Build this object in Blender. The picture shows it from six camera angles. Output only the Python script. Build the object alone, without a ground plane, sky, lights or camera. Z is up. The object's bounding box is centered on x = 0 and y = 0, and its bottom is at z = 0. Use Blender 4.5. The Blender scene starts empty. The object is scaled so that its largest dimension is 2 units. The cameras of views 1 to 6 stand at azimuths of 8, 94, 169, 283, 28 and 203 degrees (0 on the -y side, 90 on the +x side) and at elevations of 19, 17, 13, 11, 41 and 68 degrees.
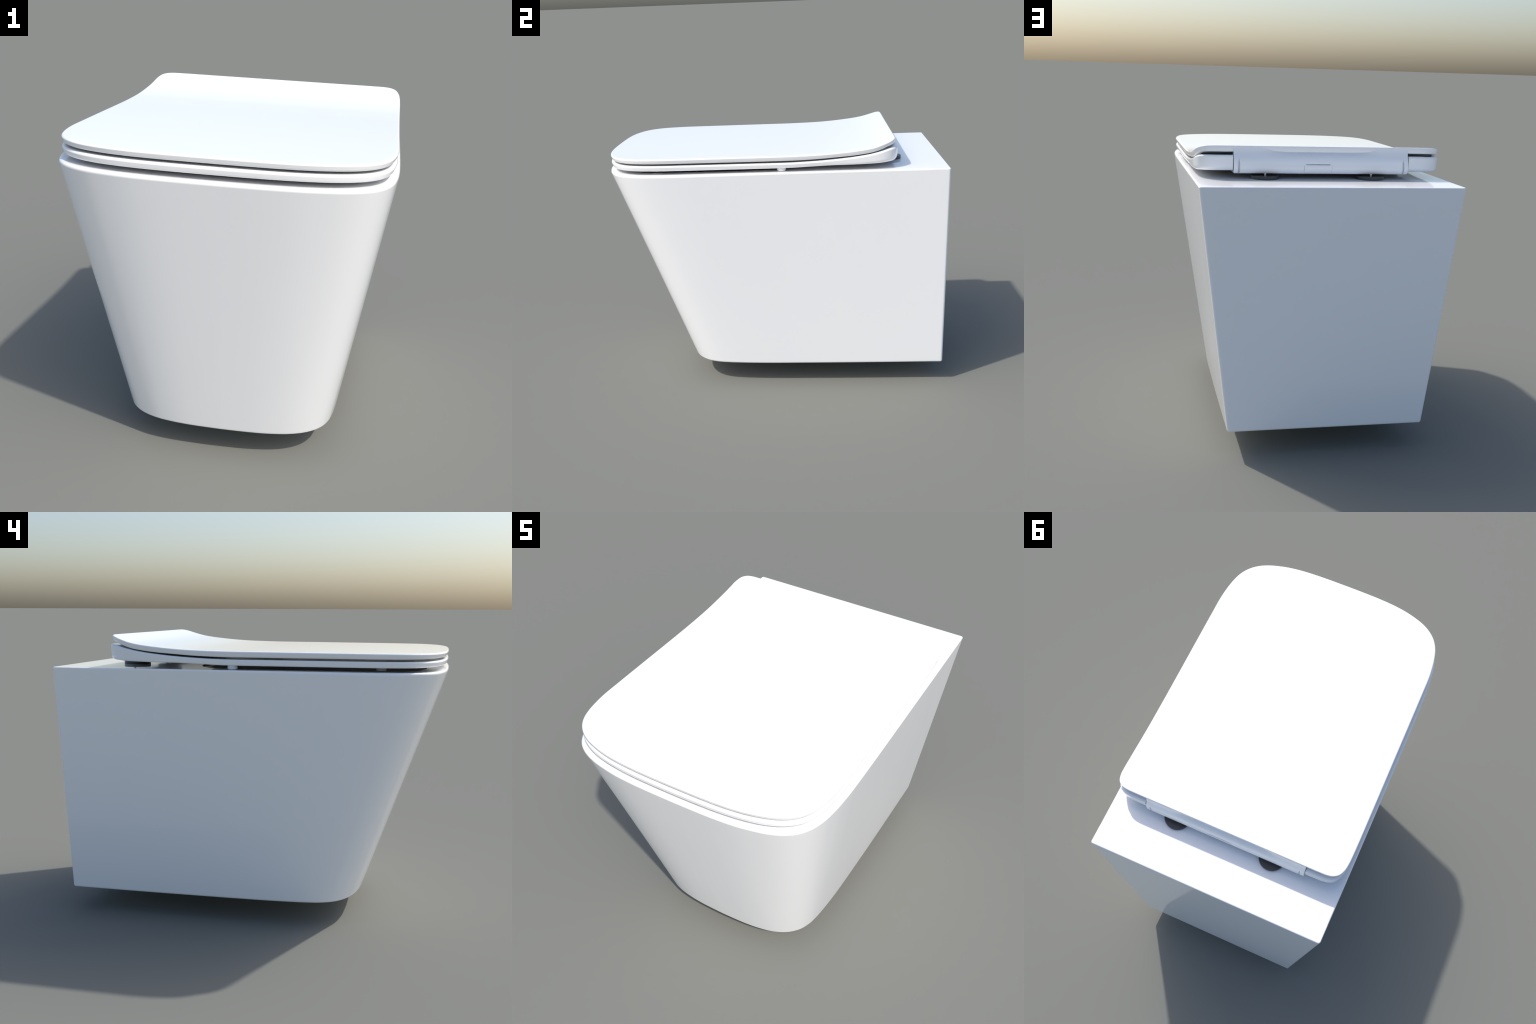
"""Wall-hung toilet: a tapered ceramic bowl body, a thin seat ring and a thin lid
that curls up at its hinge end, joined by a hinge barrel on two dark discs."""
import bpy, bmesh, math
from mathutils import Vector

# ------------------------------------------------------------------ materials
def glossy(name, colour, rough, ior=1.5, metallic=0.0, mottle=0.0):
    m = bpy.data.materials.new(name)
    m.use_nodes = True
    nt = m.node_tree
    b = nt.nodes["Principled BSDF"]
    b.inputs["Roughness"].default_value = rough
    b.inputs["IOR"].default_value = ior
    b.inputs["Metallic"].default_value = metallic
    tc = nt.nodes.new("ShaderNodeTexCoord")
    n = nt.nodes.new("ShaderNodeTexNoise")
    n.inputs["Scale"].default_value = 6.0
    n.inputs["Detail"].default_value = 3.0
    nt.links.new(tc.outputs["Object"], n.inputs["Vector"])
    r = nt.nodes.new("ShaderNodeValToRGB")
    lo = [c * (1 - mottle) for c in colour]
    r.color_ramp.elements[0].position = 0.3
    r.color_ramp.elements[1].position = 0.7
    r.color_ramp.elements[0].color = (*lo, 1)
    r.color_ramp.elements[1].color = (*colour, 1)
    nt.links.new(n.outputs["Fac"], r.inputs["Fac"])
    nt.links.new(r.outputs["Color"], b.inputs["Base Color"])
    return m

CERAMIC = glossy("white_ceramic", (0.985, 0.985, 0.985), 0.06, mottle=0.004)
PLASTIC = glossy("white_plastic", (0.985, 0.985, 0.985), 0.08, mottle=0.004)
RUBBER = glossy("pale_rubber", (0.85, 0.85, 0.85), 0.30, mottle=0.02)
DARK = glossy("dark_grey_plastic", (0.045, 0.045, 0.048), 0.32, mottle=0.05)
STEEL = glossy("steel", (0.62, 0.63, 0.65), 0.25, metallic=1.0, mottle=0.04)

# ------------------------------------------------------------------ curve tools
def spline(ctrl, per=24):
    """Centripetal Catmull-Rom through plan points."""
    P = [Vector(c) for c in ctrl]
    P = [2 * P[0] - P[1]] + P + [2 * P[-1] - P[-2]]
    out = []
    for i in range(1, len(P) - 2):
        p0, p1, p2, p3 = P[i - 1:i + 3]
        t0 = 0.0
        t1 = t0 + max((p1 - p0).length, 1e-6) ** 0.5
        t2 = t1 + max((p2 - p1).length, 1e-6) ** 0.5
        t3 = t2 + max((p3 - p2).length, 1e-6) ** 0.5
        for k in range(per):
            t = t1 + (t2 - t1) * k / per
            a1 = p0 * ((t1 - t) / (t1 - t0)) + p1 * ((t - t0) / (t1 - t0))
            a2 = p1 * ((t2 - t) / (t2 - t1)) + p2 * ((t - t1) / (t2 - t1))
            a3 = p2 * ((t3 - t) / (t3 - t2)) + p3 * ((t - t2) / (t3 - t2))
            b1 = a1 * ((t2 - t) / (t2 - t0)) + a2 * ((t - t0) / (t2 - t0))
            b2 = a2 * ((t3 - t) / (t3 - t1)) + a3 * ((t - t1) / (t3 - t1))
            out.append(b1 * ((t2 - t) / (t2 - t1)) + b2 * ((t - t1) / (t2 - t1)))
    out.append(P[-2])
    return out

def resample(pts, n):
    """n + 1 points, evenly spaced by length."""
    L = [0.0]
    for a, b in zip(pts, pts[1:]):
        L.append(L[-1] + (b - a).length)
    out, j = [], 0
    for i in range(n + 1):
        t = L[-1] * i / n
        while j < len(L) - 2 and L[j + 1] < t:
            j += 1
        f = (t - L[j]) / max(L[j + 1] - L[j], 1e-9)
        out.append(pts[j].lerp(pts[j + 1], f))
    return out

def close_by_mirror(half):
    """half runs from the front centre to the rear centre on the +x side."""
    half = [Vector((max(p.x, 0.0), p.y)) for p in half]
    half[0].x = half[-1].x = 0.0
    return half + [Vector((-p.x, p.y)) for p in reversed(half[1:-1])]

def interp(table, t):
    """Smooth (monotone cubic-ish) lookup in a small profile table."""
    if t <= table[0][0]:
        return table[0][1]
    if t >= table[-1][0]:
        return table[-1][1]
    for i in range(len(table) - 1):
        x0, y0 = table[i]
        x1, y1 = table[i + 1]
        if x0 <= t <= x1:
            def slope(k):
                if k <= 0 or k >= len(table) - 1:
                    a, b = (0, 1) if k <= 0 else (len(table) - 2, len(table) - 1)
                else:
                    a, b = k - 1, k + 1
                return (table[b][1] - table[a][1]) / (table[b][0] - table[a][0])
            h = x1 - x0
            u = (t - x0) / h
            m0, m1 = slope(i) * h, slope(i + 1) * h
            return ((2 * u**3 - 3 * u**2 + 1) * y0 + (u**3 - 2 * u**2 + u) * m0
                    + (-2 * u**3 + 3 * u**2) * y1 + (u**3 - u**2) * m1)

def inward(loop):
    """Unit inward normals of a counter-clockwise-or-not closed plan loop."""
    n = len(loop)
    area = sum(loop[i].x * loop[(i + 1) % n].y - loop[(i + 1) % n].x * loop[i].y
               for i in range(n))
    s = 1 if area > 0 else -1
    out = []
    for i in range(n):
        t = (loop[(i + 1) % n] - loop[i - 1]).normalized()
        out.append(Vector((-t.y, t.x)) * s)
    return out

# ------------------------------------------------------------------ mesh tools
def finish(bm, name, mat, parent=None, angle=35):
    bmesh.ops.remove_doubles(bm, verts=bm.verts, dist=1e-6)
    bmesh.ops.recalc_face_normals(bm, faces=bm.faces)
    me = bpy.data.meshes.new(name)
    bm.to_mesh(me)
    bm.free()
    for p in me.polygons:
        p.use_smooth = True
    me.set_sharp_from_angle(angle=math.radians(angle))
    me.materials.append(mat)
    o = bpy.data.objects.new(name, me)
    bpy.context.scene.collection.objects.link(o)
    o.parent = parent
    w = o.modifiers.new("even_shading", 'WEIGHTED_NORMAL')
    w.keep_sharp = True
    w.weight = 80
    return o

def bridge(bm, a, b):
    n = len(a)
    for i in range(n):
        j = (i + 1) % n
        bm.faces.new((a[i], a[j], b[j], b[i]))

def ring(bm, pts):
    return [bm.verts.new(p) for p in pts]

def cap_across(bm, r):
    """Close a mirrored ring with strips that run from side to side."""
    n = len(r)
    h = n // 2
    for i in range(h):
        a, b = r[i], r[i + 1]
        c, d = r[(n - i - 1) % n], r[(n - i) % n]
        vs = []
        for v in (a, b, c, d):
            if v not in vs:
                vs.append(v)
        if len(vs) > 2:
            bm.faces.new(vs)

def boolean(obj, cutter, op):
    m = obj.modifiers.new("cut", 'BOOLEAN')
    m.operation = op
    m.object = cutter
    m.solver = 'EXACT'
    dg = bpy.context.evaluated_depsgraph_get()
    wn = obj.modifiers.get("even_shading")
    wn.show_viewport = False
    dg.update()
    me = bpy.data.meshes.new_from_object(obj.evaluated_get(dg))
    wn.show_viewport = True
    obj.modifiers.remove(m)
    old = obj.data
    obj.data = me
    me.name = old.name
    bpy.data.meshes.remove(old)
    for p in me.polygons:
        p.use_smooth = True
    me.set_sharp_from_angle(angle=math.radians(35))

def drop(o):
    me = o.data
    bpy.data.objects.remove(o)
    bpy.data.meshes.remove(me)

def box(x0, x1, y0, y1, z0, z1, name="cutter"):
    bm = bmesh.new()
    bmesh.ops.create_cube(bm, size=1)
    for v in bm.verts:
        v.co = Vector((x0 + (v.co.x + .5) * (x1 - x0), y0 + (v.co.y + .5) * (y1 - y0),
                       z0 + (v.co.z + .5) * (z1 - z0)))
    return finish(bm, name, PLASTIC)

def turned(name, profile, centre, mat, parent, seg=64):
    """Surface of revolution about a vertical axis; profile = (radius, z)."""
    bm = bmesh.new()
    rings = []
    for r, z in profile:
        if r < 1e-6:
            rings.append([bm.verts.new((centre[0], centre[1], z))])
        else:
            rings.append([bm.verts.new((centre[0] + r * math.cos(2 * math.pi * k / seg),
                                        centre[1] + r * math.sin(2 * math.pi * k / seg), z))
                          for k in range(seg)])
    for a, b in zip(rings, rings[1:]):
        for k in range(seg):
            l = (k + 1) % seg
            if len(a) == 1:
                bm.faces.new((a[0], b[l], b[k]))
            elif len(b) == 1:
                bm.faces.new((a[k], a[l], b[0]))
            else:
                bm.faces.new((a[k], a[l], b[l], b[k]))
    return finish(bm, name, mat, parent)

# ------------------------------------------------------------------ the thing
toilet = bpy.data.objects.new("wall_hung_toilet", None)
bpy.context.scene.collection.objects.link(toilet)
toilet["label"] = "glossy white wall-hung toilet with closed thin lid"
toilet["category"] = "toilet"

# ------------------------------------------------------------------ bowl
Z_TOP, Z_BOT, Y_REAR = 1.372, 0.1338, 1.0
Z_REF = 1.357                                # height at which TOP is measured

def body_outline(front_side, rear_w, r, n_side=150, n_arc=6, n_rear=24):
    side = resample(spline(front_side + [(rear_w, Y_REAR - r)]), n_side)
    arc = [Vector((rear_w - r + r * math.cos(a), Y_REAR - r + r * math.sin(a)))
           for a in [math.pi / 2 * k / n_arc for k in range(1, n_arc + 1)]]
    rear = [Vector(((rear_w - r) * (1 - k / n_rear), Y_REAR)) for k in range(1, n_rear + 1)]
    return close_by_mirror(side + arc + rear)

TOP = body_outline([(0, -1.0), (.12, -.999), (.22, -.996), (.32, -.988), (.40, -.974),
                    (.47, -.956), (.532, -.929), (.583, -.890), (.621, -.834), (.646, -.764),
                    (.6605, -.671), (.6675, -.56), (.6695, -.42), (.6695, -.2), (.668, .15),
                    (.666, .5)], .662, .013)
BOT = body_outline([(0, -.573), (.09, -.571), (.17, -.5665), (.24, -.557), (.30, -.543),
                    (.355, -.520), (.401, -.488), (.439, -.443), (.464, -.385), (.4775, -.317),
                    (.486, -.24), (.4925, -.15), (.4970, -.05), (.5005, .1), (.505, .35),
                    (.508, .65)], .5095, .013)
N = len(TOP)
nt_, nb_ = inward(TOP), inward(BOT)

def edge_radius(p):
    """Generous roll-over at the front lip, crisp edges at the rear."""
    f = min(max((p.y + 0.85) / 1.2, 0), 1)
    f = f * f * (3 - 2 * f)
    return 0.016 * (1 - f) + 0.009 * f if p.y < .9 else 0.0075

bm = bmesh.new()
rows = []
def side_point(i, z):
    t = (z - Z_BOT) / (Z_REF - Z_BOT)
    return BOT[i].lerp(TOP[i], t), nb_[i].lerp(nt_[i], min(t, 1)).normalized()

RB = 0.011                                    # bottom edge radius
for k in range(6):
    a = math.pi / 2 * k / 5
    pts = []
    for i in range(N):
        z = Z_BOT + RB * (1 - math.cos(a))
        p, n = side_point(i, z)
        p = p + n * RB * (1 - math.sin(a))
        pts.append((p.x, p.y, z))
    rows.append(pts)
for k in range(1, 14):
    pts = []
    for i in range(N):
        z0, z1 = Z_BOT + RB, Z_TOP - edge_radius(TOP[i])
        z = z0 + (z1 - z0) * k / 13
        p, n = side_point(i, z)
        pts.append((p.x, p.y, z))
    rows.append(pts)
for k in range(1, 9):
    a = math.pi / 2 * k / 8
    pts = []
    for i in range(N):
        R = edge_radius(TOP[i])
        z = Z_TOP - R * (1 - math.sin(a))
        p, n = side_point(i, z)
        p = p + n * R * (1 - math.cos(a))
        pts.append((p.x, p.y, z))
    rows.append(pts)
# basin opening
OPEN = close_by_mirror(resample(spline([(0, -.905), (.15, -.902), (.29, -.891), (.41, -.868), (.485, -.835), (.54, -.775), (.565, -.68),
        (.573, -.5), (.573, -.15), (.562, .03), (.525, .165), (.44, .26), (.30, .297), (.12, .308), (0, .31)]), N // 2))
no_ = inward(OPEN)
# narrow flat border so the big top face keeps a flat normal
rows.append([tuple(list(Vector(rows[-1][i][:2]).lerp(OPEN[i], .06)) + [Z_TOP]) for i in range(N)])
for k in range(6):                            # rounded inner lip
    a = math.pi / 2 * k / 5
    rows.append([(OPEN[i].x + no_[i].x * .018 * math.sin(a),
                  OPEN[i].y + no_[i].y * .018 * math.sin(a),
                  Z_TOP - .018 * (1 - math.cos(a))) for i in range(N)])
DRAIN = Vector((0, .12))
for depth, s in [(.10, .965), (.22, .93), (.40, .84), (.55, .72), (.68, .55), (.76, .40), (.82, .28), (.95, .20)]:
    rows.append([tuple(list(DRAIN + (OPEN[i] + no_[i] * .018 - DRAIN) * s) + [Z_TOP - depth]) for i in range(N)])
rings = [ring(bm, r) for r in rows]
for a, b in zip(rings, rings[1:]):
    bridge(bm, a, b)
cap_across(bm, rings[0])
cap_across(bm, rings[-1])
bowl = finish(bm, "bowl", CERAMIC, toilet, 50)

# ------------------------------------------------------------------ lid and seat plates
LID_HALF = [(0, -.997), (.1, -.9965), (.2, -.994), (.29, -.988), (.372, -.976), (.445, -.957),
            (.508, -.932), (.558, -.899), (.5965, -.857), (.622, -.809), (.6385, -.750), (.648, -.689),
            (.654, -.62), (.655, -.5), (.655, -.1), (.655, .3), (.654, .52), (.651, .59), (.643, .636),
            (.627, .670), (.602, .689), (.570, .6965), (.52, .698), (.3, .698), (0, .698)]
SEAT_HALF = [(0, -.996), (.1, -.995), (.2, -.992), (.29, -.985), (.372, -.973), (.445, -.955),
             (.508, -.929), (.557, -.896), (.5965, -.854), (.622, -.806), (.638, -.749), (.6465, -.69),
             (.652, -.62), (.653, -.5), (.653, -.1), (.653, .3), (.652, .52), (.649, .60), (.640, .650),
             (.620, .686), (.590, .704), (.555, .711), (.50, .713), (.3, .713), (0, .713)]
LID_TOP = [(-1.0, 1.4622), (-.5, 1.4635), (-.2, 1.4645), (0, 1.4650), (.10, 1.4658), (.21, 1.4682), (.29, 1.4712), (.37, 1.4765),
           (.45, 1.484), (.51, 1.491), (.56, 1.499), (.60, 1.5085), (.635, 1.519), (.665, 1.5295), (.70, 1.5405)]
LID_BOT = [(-1.0, 1.434), (0, 1.434), (.13, 1.435), (.25, 1.439), (.37, 1.447), (.45, 1.453), (.51, 1.460),
           (.56, 1.468), (.606, 1.480), (.643, 1.494), (.67, 1.503), (.70, 1.507)]
SEAT_TOP = [(-1.0, 1.424), (0, 1.424), (.10, 1.4245), (.21, 1.428), (.33, 1.435), (.45, 1.446), (.55, 1.460),
            (.606, 1.472), (.64, 1.481), (.67, 1.4885), (.72, 1.493)]
SEAT_BOT = [(-1.0, 1.393), (0, 1.393), (.12, 1.3945), (.24, 1.399), (.33, 1.402), (.45, 1.403), (.60, 1.406),
            (.66, 1.411), (.72, 1.414)]

def plate_rows(loop, top, bot, r_top, r_bot, steps=5, draft=.003):
    """Rings of a rounded plate from the top border, round the rim, to the bottom border."""
    n = inward(loop)
    zt = lambda p: interp(top, p.y)
    zb = lambda p: interp(bot, p.y)
    rows = []
    def row(inset, fz):
        out = []
        for p, m in zip(loop, n):
            q = p + m * inset(p)
            out.append((q.x, q.y, fz(p, q)))
        rows.append(out)
    row(lambda p: r_top(p) + .020, lambda p, q: zt(q))
    row(lambda p: r_top(p) + .006, lambda p, q: zt(q))
    for k in range(steps + 1):
        a = math.pi / 2 * k / steps
        row(lambda p: r_top(p) * (1 - math.sin(a)), lambda p, q: zt(q) - r_top(p) * (1 - math.cos(a)))
    for k in range(steps + 1):
        a = math.pi / 2 * k / steps
        row(lambda p: draft + r_bot(p) * (1 - math.cos(a)), lambda p, q: zb(q) + r_bot(p) * (1 - math.sin(a)))
    row(lambda p: draft + r_bot(p) + .012, lambda p, q: zb(q))
    return rows

bm = bmesh.new()
LID = close_by_mirror(resample(spline(LID_HALF), 220))
rr = [ring(bm, r) for r in plate_rows(LID, LID_TOP, LID_BOT,
                                      lambda p: .009 if p.y < .6 else .007, lambda p: .014 if p.y < .66 else .011)]
for a, b in zip(rr, rr[1:]):
    bridge(bm, a, b)
cap_across(bm, rr[0])
hollow = ring(bm, [(p.x + m.x * .028, p.y + m.y * .028, interp(LID_BOT, p.y + m.y * .028) + .013)
                   for p, m in zip(LID, inward(LID))])       # the lid is a thin shell with a lip
bridge(bm, rr[-1], hollow)
cap_across(bm, hollow)
lid = finish(bm, "lid", PLASTIC, toilet, 60)

bm = bmesh.new()
SEAT = close_by_mirror(resample(spline(SEAT_HALF), 220))
def seat_foot(p):
    f = min(max((p.y - .45) / .2, 0), 1)
    return .013 + .009 * f
rs = plate_rows(SEAT, SEAT_TOP, SEAT_BOT, lambda p: .010 if p.y < .45 else .011, seat_foot)
# ring opening
HOLE = close_by_mirror(resample(spline([(0, -.80), (.16, -.79), (.28, -.755), (.36, -.68), (.40, -.56), (.41, -.40),
        (.41, -.15), (.395, .04), (.34, .19), (.22, .275), (.1, .295), (0, .297)]), 220))
nh = inward(HOLE)
for k in range(5):
    a = math.pi / 2 * k / 4
    rs.append([(p.x + m.x * .01 * math.sin(a), p.y + m.y * .01 * math.sin(a),
                interp(SEAT_BOT, p.y) + .01 * (1 - math.cos(a))) for p, m in zip(HOLE, nh)])
for k in range(5):
    a = math.pi / 2 * k / 4
    rs.append([(p.x + m.x * .01 * math.cos(a), p.y + m.y * .01 * math.cos(a),
                interp(SEAT_TOP, p.y) - .01 * (1 - math.sin(a))) for p, m in zip(HOLE, nh)])
rr = [ring(bm, r) for r in rs]
for a, b in zip(rr, rr[1:]):
    bridge(bm, a, b)
bridge(bm, rr[-1], rr[0])
seat = finish(bm, "seat", PLASTIC, toilet, 60)
notch = box(-.4605, .4605, .60, .80, 1.35, 1.55)
boolean(seat, notch, 'DIFFERENCE')
drop(notch)

# ------------------------------------------------------------------ hinge barrel (rear block under the lid)
HX = .457
def hinge_section(x):
    """(y, z) profile; in the middle a crease separates it from the lid's edge,
    towards the ends it flows up into the lid."""
    f = min(max((abs(x) - .12) / .22, 0), 1)
    f = f * f * (3 - 2 * f)
    return [(.640, 1.495), (.6830 + .0137 * f, 1.520 + .014 * f), (.6845 + .0133 * f, 1.514 + .012 * f),
            (.6860 + .0128 * f, 1.508 + .010 * f), (.6910 + .0092 * f, 1.5045 + .0055 * f),
            (.6985 + .0045 * f, 1.4995 + .002 * f), (.7060 + .0008 * f, 1.4915), (.7125, 1.481),
            (.7175, 1.469), (.7205, 1.456), (.722, 1.442), (.7215, 1.428), (.719, 1.416), (.7145, 1.4065),
            (.708, 1.401), (.700, 1.399), (.660, 1.3985), (.615, 1.400), (.605, 1.405), (.603, 1.42), (.608, 1.46)]
bm = bmesh.new()
xs = [-HX, -HX + .001, -HX + .003, -HX + .006] + [(-.45 + .9 * k / 90) for k in range(91)] + [HX - .006, HX - .003, HX - .001, HX]
xs = sorted(set(round(x, 5) for x in xs))
rr = []
for x in xs:
    e = HX - abs(x)
    shrink = .005 * (1 - math.sqrt(max(0, 1 - (1 - min(e / .006, 1)) ** 2)))
    sec = hinge_section(x)
    cy = sum(p[0] for p in sec) / len(sec)
    cz = sum(p[1] for p in sec) / len(sec)
    pts = []
    for y, z in sec:
        d = Vector((y - cy, z - cz))
        d = d * (1 - shrink / max(d.length, 1e-6))
        pts.append((x, cy + d.x, cz + d.y))
    rr.append(ring(bm, pts))
for a, b in zip(rr, rr[1:]):
    bridge(bm, a, b)
bm.faces.new(rr[0])
bm.faces.new(list(reversed(rr[-1])))
hinge = finish(bm, "hinge_barrel", PLASTIC, toilet, 50)

# seams: two collars, and a small clip panel in the middle
for x in (-.4305, .4305):
    c = box(x - .0007, x + .0007, .706, .76, 1.38, 1.474)
    boolean(hinge, c, 'DIFFERENCE')
    drop(c)

def panel_block(grow, name):
    x0, x1, z0, z1, r = -.048 - grow, .096 + grow, 1.404 - grow, 1.4495 + grow, .010
    plan = []
    for cx, cz, a0, rad in ((x1 - .002, z0 + .002, -90, .002), (x1 - r, z1 - r, 0, r), (x0 + r, z1 - r, 90, r), (x0 + .002, z0 + .002, 180, .002)):
        for k in range(7):
            a = math.radians(a0 + 15 * k)
            plan.append((cx + rad * math.cos(a), cz + rad * math.sin(a)))
    bm = bmesh.new()
    rings_ = [ring(bm, [(x, y, z) for x, z in plan]) for y in (.7105, .76)]
    bridge(bm, rings_[0], rings_[1])
    bm.faces.new(rings_[0])
    bm.faces.new(list(reversed(rings_[1])))
    return finish(bm, name, PLASTIC)
panel = hinge.copy()
panel.data = hinge.data.copy()
panel.name = panel.data.name = "hinge_panel"
bpy.context.scene.collection.objects.link(panel)
c = panel_block(-.0002, "cutter")
boolean(panel, c, 'INTERSECT')
drop(c)
c = panel_block(.0002, "cutter")
boolean(hinge, c, 'DIFFERENCE')
drop(c)
panel.parent = hinge

# ------------------------------------------------------------------ hinge feet
for x in (.2935, -.2625):
    turned("hinge_disc", [(0, Z_TOP + .0004), (.070, Z_TOP + .0004), (.0725, Z_TOP + .002), (.0725, Z_TOP + .0165),
                          (.0715, Z_TOP + .0178), (.0695, Z_TOP + .0182), (0, Z_TOP + .0182)],
           (x, .683), DARK, hinge)
    turned("hinge_stud", [(0, Z_TOP + .0184), (.006, Z_TOP + .0184), (.006, Z_TOP + .030), (0, Z_TOP + .030)],
           (x, .700), STEEL, hinge, 24)

# ------------------------------------------------------------------ seat bumpers
for x, y in ((.605, .053), (-.605, .053), (.52, -.677), (-.52, -.677)):
    turned("bumper", [(0, Z_TOP + .0004), (.019, Z_TOP + .0004), (.0235, Z_TOP + .002), (.0255, Z_TOP + .006), (.026, Z_TOP + .0225),
                      (0, Z_TOP + .0225)], (x, y), RUBBER, seat, 40)

# ------------------------------------------------------------------ waste outlet under the body
turned("waste_outlet", [(0, .20), (.055, .20), (.055, .004), (.053, 0), (.046, 0), (.044, .004), (.044, .06), (0, .06)],
       (0, .25), CERAMIC, bowl, 48)

# the ceramic and the seat assembly sit a few millimetres off each other's centre line
for v in bowl.data.vertices:                  # slight skew of the cast body towards the wall end
    t = min(max((v.co.y + .45) / 1.2, 0), 1)
    v.co.x -= .0033 * t
for part in (lid, seat, hinge):
    part.location.x = .002
